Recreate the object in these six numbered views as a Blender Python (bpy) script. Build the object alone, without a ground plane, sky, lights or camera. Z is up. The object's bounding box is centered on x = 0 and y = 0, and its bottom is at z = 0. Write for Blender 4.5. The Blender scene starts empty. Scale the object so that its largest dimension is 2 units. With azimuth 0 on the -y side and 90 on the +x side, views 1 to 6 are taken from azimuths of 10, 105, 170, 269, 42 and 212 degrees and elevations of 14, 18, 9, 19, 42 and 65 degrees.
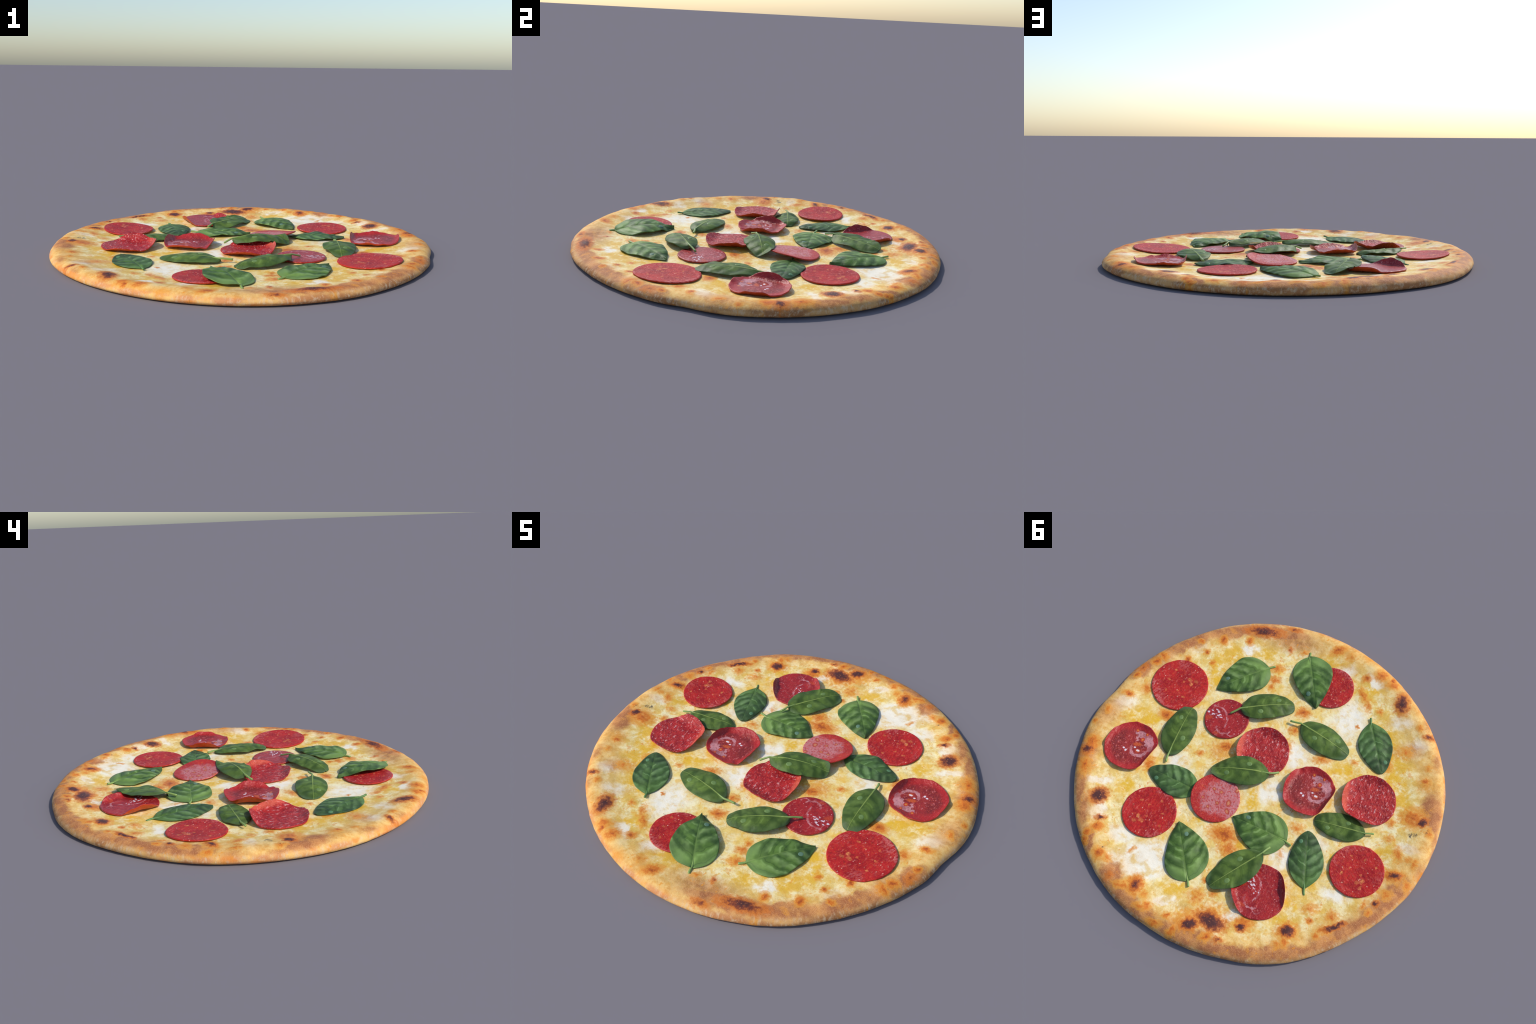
# A margherita-style pepperoni pizza: round baked base with a raised crust,
# melted cheese, eleven pepperoni slices and thirteen basil leaves.
import bpy, math, random
from mathutils import Vector, noise as mnoise

random.seed(7)
TAU = 2 * math.pi


def lin(r, g, b, a=1.0):
    """sRGB 0-255 -> linear colour."""
    f = lambda c: (c / 255 / 12.92) if c / 255 <= 0.04045 else ((c / 255 + 0.055) / 1.055) ** 2.4
    return (f(r), f(g), f(b), a)


def sstep(a, b, x):
    t = min(1.0, max(0.0, (x - a) / (b - a)))
    return t * t * (3 - 2 * t)


def fbm(x, y, z=0.0, octaves=3):
    s, a, f = 0.0, 1.0, 1.0
    for _ in range(octaves):
        s += a * mnoise.noise(Vector((x * f, y * f, z * f + 3.1)))
        a *= 0.5
        f *= 2.03
    return s


def table(pts, x):
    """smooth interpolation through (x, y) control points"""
    if x <= pts[0][0]:
        return pts[0][1]
    for (x0, y0), (x1, y1) in zip(pts, pts[1:]):
        if x <= x1:
            t = (x - x0) / (x1 - x0)
            return y0 + (y1 - y0) * t
    return pts[-1][1]


def soft_table(pts, x):
    """monotone-ish cubic through (x, y) control points"""
    n = len(pts)
    if x <= pts[0][0]:
        return pts[0][1]
    for i in range(n - 1):
        (x0, y0), (x1, y1) = pts[i], pts[i + 1]
        if x <= x1:
            d = (y1 - y0) / (x1 - x0)
            m0 = d if i == 0 else 0.5 * (d + (y0 - pts[i - 1][1]) / (x0 - pts[i - 1][0]))
            m1 = d if i == n - 2 else 0.5 * (d + (pts[i + 2][1] - y1) / (pts[i + 2][0] - x1))
            w = x1 - x0
            t = (x - x0) / w
            return ((1 + 2 * t) * (1 - t) ** 2 * y0 + t * (1 - t) ** 2 * w * m0 + t * t * (3 - 2 * t) * y1 + t * t * (t - 1) * w * m1)
    return pts[-1][1]


def ring_value(vals, th):
    """periodic Catmull-Rom through values spaced evenly round the circle"""
    n = len(vals)
    u = (th / TAU) % 1.0 * n
    i = int(u) % n
    t = u - int(u)
    p0, p1, p2, p3 = vals[i - 1], vals[i], vals[(i + 1) % n], vals[(i + 2) % n]
    return p1 + 0.5 * t * (p2 - p0 + t * (2 * p0 - 5 * p1 + 4 * p2 - p3 + t * (3 * (p1 - p2) + p3 - p0)))


# --------------------------------------------------------------------------
# where the oven left its marks: (x, y, half-length, half-width, turn in degrees, strength)
# --------------------------------------------------------------------------
CHAR = [
    (-0.133, 0.869, 0.035, 0.029, -149), (-0.216, 0.801, 0.069, 0.039, -176), (-0.36, 0.747, 0.024, 0.02, -149), (0.669, 0.551, 0.045, 0.037, -126), (0.885, 0.36, 0.038, 0.035, -149, 0.75),
    (0.464, -0.797, 0.102, 0.031, -156, 0.8), (-0.458, -0.785, 0.038, 0.06, -160, 0.85), (-0.682, -0.675, 0.032, 0.019, -149, 0.7), (-0.885, 0.127, 0.036, 0.019, -149, 0.85), (-0.561, 0.647, 0.033, 0.028, -149),
    (-0.752, 0.51, 0.057, 0.013, -131, 0.9), (-0.868, 0.302, 0.019, 0.015, -149, 0.8), (-0.875, -0.209, 0.031, 0.021, -128, 0.9), (0.21, 0.843, 0.029, 0.034, -149, 0.75), (-0.295, 0.862, 0.028, 0.016, -149, 0.6),
    (0.316, -0.906, 0.041, 0.021, -161, 0.6), (0.583, 0.643, 0.027, 0.014, -149, 0.75), (0.269, -0.769, 0.017, 0.021, -149, 0.55), (0.931, -0.223, 0.041, 0.023, -102, 0.5), (0.353, 0.874, 0.024, 0.034, -178, 0.4),
]
TOAST_A = [
    (0.876, -0.351, 0.038, 0.021, 159), (0.892, -0.299, 0.029, 0.027, -149), (0.929, -0.165, 0.02, 0.02, -149), (0.899, -0.04, 0.034, 0.019, -171), (0.639, -0.624, 0.027, 0.032, -149),
    (0.744, -0.55, 0.019, 0.019, -149), (0.676, -0.507, 0.02, 0.019, -149), (0.748, -0.407, 0.021, 0.024, -149), (0.509, -0.703, 0.023, 0.027, -149), (0.831, -0.126, 0.03, 0.038, -149, 0.8),
    (0.644, -0.047, 0.047, 0.034, -171), (0.253, -0.055, 0.042, 0.035, -149), (0.263, -0.024, 0.076, 0.07, -149, 0.5), (0.55, 0.254, 0.028, 0.034, -149, 0.8), (0.835, 0.451, 0.037, 0.062, -149, 0.8),
    (0.887, 0.311, 0.038, 0.042, -149), (0.354, 0.056, 0.025, 0.018, -149, 0.8), (0.616, -0.465, 0.019, 0.022, -149, 0.8), (0.952, 0.2, 0.018, 0.019, -149, 0.8), (0.939, 0.106, 0.019, 0.03, -149, 0.7),
    (0.024, -0.914, 0.051, 0.028, -131), (0.191, -0.803, 0.023, 0.018, -149, 0.7), (-0.058, -0.904, 0.037, 0.036, -149, 0.6), (-0.158, -0.951, 0.036, 0.024, -172, 0.5), (-0.274, -0.89, 0.04, 0.038, -149, 0.9),
    (-0.206, -0.83, 0.031, 0.023, -132, 0.9), (-0.343, -0.892, 0.02, 0.023, -149), (-0.36, -0.866, 0.042, 0.03, -149, 0.8), (-0.239, -0.73, 0.024, 0.059, -137, 0.75), (-0.293, -0.684, 0.022, 0.04, -149, 0.75),
    (-0.373, -0.68, 0.019, 0.025, -149, 0.7), (-0.002, -0.458, 0.041, 0.032, -149), (0.246, -0.559, 0.036, 0.031, -149, 0.8), (0.271, -0.625, 0.053, 0.026, -149, 0.7), (0.239, -0.503, 0.018, 0.023, -149, 0.8),
    (-0.312, -0.536, 0.014, 0.013, -149, 0.8), (-0.017, -0.338, 0.028, 0.029, -149, 0.8), (-0.563, -0.417, 0.027, 0.044, -149, 0.75), (-0.614, -0.529, 0.044, 0.042, -149, 0.65), (-0.612, -0.695, 0.023, 0.026, -149, 0.7),
    (-0.784, -0.422, 0.028, 0.02, -149, 0.9), (-0.797, -0.41, 0.049, 0.047, -149, 0.5), (-0.239, -0.261, 0.057, 0.028, -149, 0.7), (-0.399, -0.335, 0.021, 0.018, -149, 0.7), (-0.76, -0.498, 0.021, 0.023, -149, 0.6),
    (-0.573, -0.512, 0.057, 0.042, -149, 0.4), (-0.042, -0.235, 0.032, 0.042, -149, 0.4),
]
TOAST_B = [
    (0.59, 0.748, 0.026, 0.019, -149), (0.579, 0.786, 0.018, 0.031, -149), (0.569, 0.691, 0.035, 0.029, -115, 0.9), (0.47, 0.807, 0.035, 0.037, -149, 0.9), (0.42, 0.805, 0.031, 0.023, -178, 0.7),
    (-0.019, 0.382, 0.079, 0.053, -169), (-0.08, 0.433, 0.054, 0.043, -149, 0.8), (0.271, 0.887, 0.048, 0.023, -168, 0.8), (0.215, 0.846, 0.046, 0.053, -149), (0.145, 0.865, 0.021, 0.023, -149, 0.7),
    (0.099, 0.909, 0.031, 0.029, -149, 0.8), (-0.014, 0.891, 0.02, 0.019, -149, 0.9), (0.02, 0.952, 0.046, 0.019, -168, 0.8), (-0.079, 0.944, 0.038, 0.02, -102, 0.8), (-0.082, 0.73, 0.052, 0.041, -149, 0.65),
    (-0.072, 0.643, 0.017, 0.016, -149, 0.8), (-0.146, 0.67, 0.025, 0.027, -149, 0.7), (-0.237, 0.877, 0.035, 0.019, -118), (0.341, 0.698, 0.025, 0.014, -122, 0.6), (-0.357, 0.722, 0.057, 0.045, -149, 0.85),
    (-0.122, 0.858, 0.079, 0.057, -149, 0.7), (-0.186, 0.782, 0.103, 0.074, -149, 0.55), (0.127, 0.929, 0.042, 0.017, 173, 0.7), (-0.821, -0.208, 0.066, 0.058, -149, 0.85), (-0.845, 0.014, 0.03, 0.046, -149, 0.75),
    (-0.905, 0.014, 0.029, 0.016, -149, 0.7), (-0.736, -0.122, 0.022, 0.026, -149, 0.75), (-0.771, -0.043, 0.03, 0.025, -149, 0.6), (-0.326, 0.154, 0.042, 0.032, -149, 0.6), (-0.629, 0.546, 0.019, 0.017, -149, 0.9),
    (-0.86, 0.361, 0.019, 0.021, -149, 0.9), (-0.892, 0.239, 0.035, 0.029, -149, 0.7), (-0.822, 0.337, 0.035, 0.012, -105, 0.7), (-0.697, 0.6, 0.02, 0.02, -149, 0.8), (-0.718, 0.547, 0.039, 0.022, -149, 0.8),
    (-0.716, 0.473, 0.034, 0.034, -149, 0.7), (-0.882, 0.127, 0.058, 0.036, -149, 0.8), (-0.942, 0.02, 0.015, 0.031, -170, 0.8), (-0.932, -0.169, 0.024, 0.032, -149, 0.7), (-0.959, 0.143, 0.021, 0.039, -149, 0.7),
    (-0.579, 0.704, 0.025, 0.031, -168, 0.8), (-0.561, 0.647, 0.057, 0.045, -149, 0.85), (-0.326, 0.316, 0.024, 0.037, -149, 0.4), (-0.6, 0.489, 0.046, 0.029, -149, 0.6), (-0.554, 0.733, 0.034, 0.022, -149, 0.6),
    (-0.717, -0.171, 0.012, 0.039, -149, 0.3),
]
MOZZARELLA = [
    (0.258, 0.712, 0.153, 0.08, -143), (0.199, 0.734, 0.047, 0.048, -149), (0.628, 0.625, 0.048, 0.039, -149), (-0.284, 0.723, 0.04, 0.023, -149), (0.043, 0.834, 0.046, 0.018, -149),
    (0.368, 0.806, 0.041, 0.055, -149, 0.8), (0.892, 0.008, 0.058, 0.045, -149, 0.8), (-0.25, -0.55, 0.083, 0.101, -171, 0.75), (-0.261, -0.837, 0.06, 0.03, 177, 0.8), (-0.09, -0.822, 0.04, 0.039, -149, 0.7),
    (-0.12, 0.073, 0.037, 0.033, -149, 0.8), (-0.1, 0.051, 0.055, 0.053, -149, 0.9), (-0.112, -0.204, 0.063, 0.076, -149, 0.7), (-0.512, -0.684, 0.064, 0.043, -149, 0.6), (-0.662, -0.609, 0.05, 0.035, -149, 0.7),
    (-0.903, -0.042, 0.063, 0.025, 179, 0.7), (-0.337, 0.345, 0.047, 0.055, -149, 0.7), (-0.671, 0.371, 0.063, 0.03, -169, 0.6), (0.474, -0.654, 0.047, 0.024, -149, 0.8), (0.731, -0.507, 0.054, 0.032, -125, 0.5),
    (0.727, 0.48, 0.068, 0.02, -149, 0.8), (0.426, 0.173, 0.063, 0.062, -149, 0.6), (0.175, 0.331, 0.049, 0.039, -149, 0.6), (0.065, 0.659, 0.07, 0.036, -149, 0.5),
    (0.439, 0.655, 0.074, 0.043, -169, 0.6), (-0.453, 0.18, 0.078, 0.037, -149, 0.5), (-0.104, 0.282, 0.036, 0.076, -149, 0.6), (-0.783, 0.142, 0.035, 0.072, -149, 0.3), 
]
OIL = [
    (0.522, -0.578, 0.094, 0.047, -149), (0.561, -0.443, 0.04, 0.085, -149), (0.774, 0.041, 0.077, 0.051, -149, 0.8), (0.711, 0.019, 0.052, 0.037, -149), (0.561, -0.335, 0.04, 0.046, -149, 0.7),
    (0.589, 0.422, 0.043, 0.034, -149, 0.9), (0.104, -0.105, 0.126, 0.084, -149, 0.6), (-0.655, -0.329, 0.055, 0.08, -149), (-0.503, -0.511, 0.069, 0.18, -149, 0.8), (-0.619, -0.451, 0.056, 0.062, -149, 0.9),
    (-0.374, -0.251, 0.075, 0.048, -149, 0.8), (-0.332, -0.137, 0.049, 0.04, -149, 0.8), (-0.282, -0.787, 0.105, 0.068, -149, 0.6), (-0.716, -0.278, 0.043, 0.066, -149), (-0.782, 0.041, 0.047, 0.037, -149, 0.8),
    (-0.488, 0.357, 0.07, 0.072, -149, 0.8), (-0.58, 0.236, 0.041, 0.061, -149, 0.7), (-0.038, 0.139, 0.022, 0.065, -170, 1.2), (-0.126, 0.372, 0.024, 0.049, -169), (0.176, 0.644, 0.024, 0.021, -149),
    (0.04, 0.756, 0.075, 0.041, -149, 0.7), (0.145, 0.366, 0.036, 0.028, -149, 0.9), (0.374, -0.677, 0.06, 0.047, -149, 0.7), (-0.001, -0.832, 0.133, 0.07, -149, 0.6), (-0.511, 0.509, 0.092, 0.046, -149, 0.5),
    (-0.52, 0.612, 0.08, 0.04, -149, 0.6), (0.235, 0.612, 0.07, 0.038, -127, 0.5), (-0.143, 0.167, 0.036, 0.026, -149, 0.6), (0.032, -0.649, 0.039, 0.046, -149, 0.5), (0.772, -0.27, 0.04, 0.092, -149, 0.3),
]
CRUST_TAN = [
    (0.809, -0.501, 0.151, 0.044, -122), (0.888, -0.345, 0.077, 0.054, -102, 0.9), (0.931, -0.223, 0.076, 0.046, -102), (0.611, -0.717, 0.164, 0.041, -139), (0.353, 0.874, 0.055, 0.062, 173),
    (0.571, 0.792, 0.033, 0.073, -159), (0.206, 0.937, 0.09, 0.05, 166), (0.086, 0.966, 0.088, 0.055, 173, 0.9), (-0.154, 0.925, 0.148, 0.049, -166), (-0.35, 0.896, 0.145, 0.038, -158),
    (-0.582, 0.768, 0.167, 0.044, -149), (-0.808, 0.545, 0.189, 0.06, -124), (-0.914, 0.328, 0.119, 0.066, -110, 0.9), (-0.943, 0.188, 0.072, 0.062, -110, 0.8), (-0.903, -0.279, 0.054, 0.109, -149, 0.9),
    (-0.975, -0.203, 0.029, 0.089, -165, 0.9), (0.398, -0.832, 0.204, 0.049, -158, 0.8), (0.261, -0.802, 0.175, 0.103, -160, 0.5), (0.886, 0.385, 0.069, 0.118, -149, 0.7), (0.786, 0.564, 0.037, 0.133, -149, 0.7),
    (0.679, 0.671, 0.036, 0.129, -149, 0.6), (0.93, 0.118, 0.078, 0.132, 170, 0.4), (-0.611, -0.535, 0.088, 0.063, -149, 0.6), (-0.65, -0.803, 0.038, 0.11, -178, 0.5),
    (-0.782, -0.593, 0.031, 0.139, -162, 0.4), (-0.996, 0.051, 0.062, 0.092, -175, 0.4), (-0.069, 0.793, 0.086, 0.052, -149, 0.4), (-0.037, 0.963, 0.093, 0.054, 173, 0.5),
]

# --------------------------------------------------------------------------
# node helper
# --------------------------------------------------------------------------
class Nodes:
    def __init__(self, name):
        self.mat = bpy.data.materials.new(name)
        self.mat.use_nodes = True
        self.t = self.mat.node_tree
        self.t.nodes.clear()
        self.out = self.t.nodes.new("ShaderNodeOutputMaterial")

    def n(self, kind, **props):
        node = self.t.nodes.new("ShaderNode" + kind)
        for k, v in props.items():
            setattr(node, k, v)
        return node

    def put(self, sock, v):
        if hasattr(v, "links"):
            self.t.links.new(v, sock)
        else:
            sock.default_value = v

    def math(self, op, a, b=0.0, clamp=False):
        m = self.n("Math", operation=op, use_clamp=clamp)
        self.put(m.inputs[0], a)
        self.put(m.inputs[1], b)
        return m.outputs[0]

    def vmath(self, op, a, b=(0, 0, 0), scale=None):
        m = self.n("VectorMath", operation=op)
        self.put(m.inputs[0], a)
        if op == "SCALE":
            self.put(m.inputs[3], scale)
        else:
            self.put(m.inputs[1], b)
        return m.outputs[1] if op in ("LENGTH", "DISTANCE", "DOT_PRODUCT") else m.outputs[0]

    def step(self, x, a, b, lo=0.0, hi=1.0):
        m = self.n("MapRange", interpolation_type="SMOOTHSTEP")
        self.put(m.inputs[0], x)
        for i, v in ((1, a), (2, b), (3, lo), (4, hi)):
            self.put(m.inputs[i], v)
        return m.outputs[0]

    def mix(self, fac, a, b, blend="MIX"):
        m = self.n("Mix", data_type="RGBA", blend_type=blend)
        self.put(m.inputs[0], fac)
        self.put(m.inputs[6], a)
        self.put(m.inputs[7], b)
        return m.outputs[2]

    def noise(self, vec, scale, detail=3.0, rough=0.55, dist=0.0, color=False):
        m = self.n("TexNoise")
        self.put(m.inputs["Vector"], vec)
        m.inputs["Scale"].default_value = scale
        m.inputs["Detail"].default_value = detail
        m.inputs["Roughness"].default_value = rough
        m.inputs["Distortion"].default_value = dist
        return m.outputs[1 if color else 0]

    def voronoi(self, vec, scale, feature="F1", rnd=1.0, out="Distance"):
        m = self.n("TexVoronoi", feature=feature)
        self.put(m.inputs["Vector"], vec)
        m.inputs["Scale"].default_value = scale
        m.inputs["Randomness"].default_value = rnd
        return m.outputs[out]

    def mapping(self, vec, loc=(0, 0, 0), rot=(0, 0, 0), scale=(1, 1, 1), kind="POINT"):
        m = self.n("Mapping", vector_type=kind)
        self.put(m.inputs[0], vec)
        m.inputs[1].default_value = loc
        m.inputs[2].default_value = rot
        m.inputs[3].default_value = scale
        return m.outputs[0]

    def xyz(self, vec):
        m = self.n("SeparateXYZ")
        self.put(m.inputs[0], vec)
        return m.outputs

    def comb(self, x, y, z):
        m = self.n("CombineXYZ")
        for i, v in enumerate((x, y, z)):
            self.put(m.inputs[i], v)
        return m.outputs[0]

    def coord(self, which="Object"):
        return self.n("TexCoord").outputs[which]

    def spots(self, vec, marks, grow=1.0):
        """soft elliptical marks, 1 at the middle and 0 at `grow` times the half-axes"""
        acc = None
        for s in marks:
            m = self.mapping(vec, (s[0], s[1], 0), (0, 0, math.radians(s[4])), (s[2] * grow, s[3] * grow, 1), "TEXTURE")
            g = self.n("TexGradient", gradient_type="SPHERICAL")
            self.put(g.inputs[0], m)
            v = g.outputs[1]
            if len(s) > 5:
                v = self.math("MULTIPLY", v, s[5])
            acc = v if acc is None else self.math("MAXIMUM", acc, v)
        return acc

    def ragged(self, vec, amounts):
        """coordinates wobbled by noise, so that marks have uneven edges"""
        for scale, amp in amounts:
            c = self.noise(vec, scale, 2.0, color=True)
            d = self.vmath("SUBTRACT", c, (0.5, 0.5, 0.5))
            vec = self.vmath("ADD", vec, self.vmath("SCALE", d, scale=amp))
        return vec

    def finish(self, color, rough=0.5, bump=None, strength=0.3, dist=0.01, spec=0.5, coat=None, sss=None, trans=None, normal_in=None):
        b = self.n("BsdfPrincipled")
        self.put(b.inputs["Base Color"], color)
        self.put(b.inputs["Roughness"], rough)
        self.put(b.inputs["Specular IOR Level"], spec)
        if coat is not None:
            self.put(b.inputs["Coat Weight"], coat)
            b.inputs["Coat Roughness"].default_value = 0.12
        if sss:
            b.inputs["Subsurface Weight"].default_value = sss
            b.inputs["Subsurface Radius"].default_value = (0.02, 0.01, 0.005)
            b.inputs["Subsurface Scale"].default_value = 0.4
        if bump is not None:
            bm = self.n("Bump")
            bm.inputs["Strength"].default_value = strength
            bm.inputs["Distance"].default_value = dist
            self.put(bm.inputs["Height"], bump)
            self.t.links.new(bm.outputs[0], b.inputs["Normal"])
            if coat is not None:
                self.t.links.new(bm.outputs[0], b.inputs["Coat Normal"])
        sh = b.outputs[0]
        if trans is not None:
            tr = self.n("BsdfTranslucent")
            self.put(tr.inputs[0], trans[1])
            ms = self.n("MixShader")
            ms.inputs[0].default_value = trans[0]
            self.t.links.new(sh, ms.inputs[1])
            self.t.links.new(tr.outputs[0], ms.inputs[2])
            sh = ms.outputs[0]
        self.t.links.new(sh, self.out.inputs[0])
        return self.mat


# --------------------------------------------------------------------------
# materials
# --------------------------------------------------------------------------
def pizza_material():
    N = Nodes("baked_dough_and_cheese")
    P = N.coord("Object")
    px, py, pz = N.xyz(P)
    flat = N.comb(px, py, 0.0)
    rad = N.vmath("LENGTH", flat)
    rag = N.ragged(flat, ((12.0, 0.05), (40.0, 0.04), (110.0, 0.012)))
    rag_fine = N.ragged(flat, ((18.0, 0.030), (48.0, 0.026), (120.0, 0.012)))
    big = N.noise(flat, 5.0, 4.0)
    mid = N.noise(flat, 17.0, 4.0, 0.6)
    small = N.noise(flat, 60.0, 4.0, 0.65)
    lace = N.noise(flat, 13.0, 5.0, 0.62, 1.1)
    grit = N.noise(P, 240.0, 2.0, 0.7)

    wob0 = N.math("ADD", rad, N.math("MULTIPLY", N.math("SUBTRACT", N.noise(flat, 6.0, 3.0, 0.6), 0.5), 0.25))
    # melted cheese: cream, with butter-yellow mottling and lacy golden threads
    col = N.mix(N.step(mid, 0.38, 0.62), lin(*CREAM_A), lin(*CREAM_B))
    thread = N.step(N.math("ABSOLUTE", N.math("SUBTRACT", lace, 0.5)), 0.06, 0.0)
    thread = N.math("MULTIPLY", thread, N.step(N.noise(flat, 8.0, 2.0), 0.42, 0.62))
    col = N.mix(N.math("MULTIPLY", thread, 0.55), col, lin(232, 184, 78))
    col = N.mix(N.math("MULTIPLY", N.step(small, 0.5, 0.70), 0.35), col, lin(228, 186, 88))
    col = N.mix(N.math("MULTIPLY", N.step(N.noise(flat, 22.0, 2.0, 0.55, 0.8), 0.53, 0.68), 0.66), col, lin(240, 186, 66))
    col = N.mix(N.math("MULTIPLY", N.step(big, 0.46, 0.62), 0.3), col, lin(236, 190, 92))
    # a little green-gold oil in the outer half
    col = N.mix(N.math("MULTIPLY", N.math("MULTIPLY", N.step(N.noise(flat, 33.0, 3.0, 0.6), 0.52, 0.66), N.step(rad, 0.3, 0.75)), 0.45), col, lin(206, 168, 82))
    # oily yellow pools
    oil = N.spots(rag, OIL, 1.7)
    oil = N.math("MULTIPLY", N.step(oil, 0.05, 0.55), N.step(N.math("ADD", mid, N.math("MULTIPLY", small, 0.6)), 0.55, 0.9), True)
    col = N.mix(N.math("MULTIPLY", oil, 0.9), col, lin(236, 184, 44))
    # plain white mozzarella
    moz = N.spots(rag, MOZZARELLA, 1.7)
    moz = N.math("MULTIPLY", N.step(moz, 0.06, 0.5), N.step(mid, 0.66, 0.46, 0.35, 1.0))
    col = N.mix(N.math("MULTIPLY", moz, 0.95), col, lin(252, 243, 222))
    ochre = N.math("MULTIPLY", N.step(wob0, 0.66, 0.84), N.step(N.math("ADD", N.math("MULTIPLY", mid, 0.6), N.math("MULTIPLY", big, 0.4)), 0.44, 0.60))
    col = N.mix(N.math("MULTIPLY", ochre, 0.42), col, lin(212, 168, 86))
    # bread: golden towards the rim, tan and brown where the dough stands highest
    wob = N.math("ADD", rad, N.math("MULTIPLY", N.math("SUBTRACT", N.noise(flat, 7.0, 4.0, 0.65), 0.5), 0.20))
    gold = N.step(wob, 0.80, 0.97)
    breadc = N.mix(N.step(mid, 0.38, 0.62), lin(240, 188, 104), lin(220, 156, 76))
    breadc = N.mix(N.math("MULTIPLY", N.step(small, 0.42, 0.62), 0.4), breadc, lin(246, 212, 140))
    col = N.mix(N.math("MULTIPLY", gold, 0.92), col, breadc)
    tan = N.spots(rag, CRUST_TAN, 1.6)
    tan = N.math("MULTIPLY", N.step(tan, 0.06, 0.5), N.step(rad, 0.74, 0.9), True)
    tanc = N.mix(N.step(mid, 0.36, 0.62), lin(208, 138, 78), lin(168, 100, 62))
    tanc = N.mix(N.math("MULTIPLY", N.step(grit, 0.48, 0.7), 0.4), tanc, lin(226, 174, 124))
    col = N.mix(N.math("MULTIPLY", tan, 0.92), col, tanc)
    # outer wall: floury dough with stretched brown and orange patches
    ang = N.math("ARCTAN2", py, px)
    wallv = N.comb(N.math("DIVIDE", px, rad), N.math("DIVIDE", py, rad), N.math("MULTIPLY", pz, 2.2))
    wn = N.noise(wallv, 7.0, 3.0, 0.55)
    wf = N.noise(N.comb(N.math("DIVIDE", px, rad), N.math("DIVIDE", py, rad), N.math("MULTIPLY", pz, 0.8)), 60.0, 3.0, 0.7)
    # sunlight baked into the wall colour: golden on the lit side, duller opposite
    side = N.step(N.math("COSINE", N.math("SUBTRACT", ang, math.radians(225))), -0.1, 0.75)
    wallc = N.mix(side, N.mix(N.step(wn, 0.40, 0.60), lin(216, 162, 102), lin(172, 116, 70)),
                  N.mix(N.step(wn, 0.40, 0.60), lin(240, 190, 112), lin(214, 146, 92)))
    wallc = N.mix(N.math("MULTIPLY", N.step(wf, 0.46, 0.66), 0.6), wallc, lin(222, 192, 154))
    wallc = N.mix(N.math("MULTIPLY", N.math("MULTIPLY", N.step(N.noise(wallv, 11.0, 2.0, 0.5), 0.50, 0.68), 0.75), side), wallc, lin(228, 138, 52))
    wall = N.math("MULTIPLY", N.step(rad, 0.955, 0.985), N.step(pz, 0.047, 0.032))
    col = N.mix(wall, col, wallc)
    # toasted spots: orange with rust-brown centres
    toast = N.math("MAXIMUM", N.spots(rag_fine, TOAST_A, 1.55), N.spots(rag_fine, TOAST_B, 1.55))
    toast = N.math("ADD", toast, N.math("MULTIPLY", N.math("MULTIPLY", N.math("SUBTRACT", small, 0.5), 0.95), N.step(toast, 0.0, 0.18)))
    stray = N.math("ADD", N.math("MULTIPLY", N.noise(flat, 15.0, 4.0, 0.66), 0.7), N.math("MULTIPLY", lace, 0.3))
    stray = N.math("MULTIPLY", N.step(stray, 0.56, 0.68), N.step(rad, 0.15, 0.85, 0.35, 0.85))
    col = N.mix(N.math("MULTIPLY", N.math("MULTIPLY", stray, N.math("SUBTRACT", 1.0, moz)), 0.85), col, lin(228, 150, 50))
    col = N.mix(N.math("MULTIPLY", N.step(toast, 0.02, 0.44), 0.8), col, lin(230, 154, 58))
    col = N.mix(N.math("MULTIPLY", N.step(toast, 0.36, 0.70), 0.85), col, lin(214, 114, 34))
    col = N.mix(N.math("MULTIPLY", N.step(toast, 0.66, 1.0), 0.85), col, lin(164, 72, 32))
    fleck = N.step(N.noise(flat, 42.0, 3.0, 0.6, 0.4), 0.60, 0.68)
    fleck = N.math("MULTIPLY", fleck, N.step(N.noise(flat, 6.5, 2.0), 0.44, 0.58))
    col = N.mix(N.math("MULTIPLY", N.math("MULTIPLY", fleck, N.math("SUBTRACT", 1.0, moz)), 0.75), col, lin(232, 150, 44))
    # charred blisters
    char = N.spots(rag_fine, CHAR, 1.8)
    char = N.math("ADD", char, N.math("MULTIPLY", N.math("MULTIPLY", N.math("SUBTRACT", small, 0.5), 0.7), N.step(char, 0.0, 0.18)))
    col = N.mix(N.math("MULTIPLY", N.step(char, 0.06, 0.40), 0.85), col, lin(212, 118, 40))
    col = N.mix(N.math("MULTIPLY", N.step(char, 0.32, 0.60), 0.9), col, lin(136, 62, 40))
    col = N.mix(N.math("MULTIPLY", N.step(char, 0.46, 0.78), 0.85), col, lin(64, 42, 46))
    crumb = N.math("MULTIPLY", N.step(N.noise(flat, 75.0, 2.0), 0.60, 0.70), N.step(char, 0.3, 0.5))
    col = N.mix(N.math("MULTIPLY", crumb, 0.7), col, lin(196, 122, 70))
    # ash and pepper specks
    ash = N.spots(rag_fine, ((-0.864, -0.118, 0.026, 0.018, 30), (-0.203, -0.634, 0.008, 0.004, 20, 1.4), (0.472, 0.77, 0.006, 0.005, 0, 1.4), (-0.92, -0.17, 0.018, 0.006, 80)), 1.4)
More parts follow.
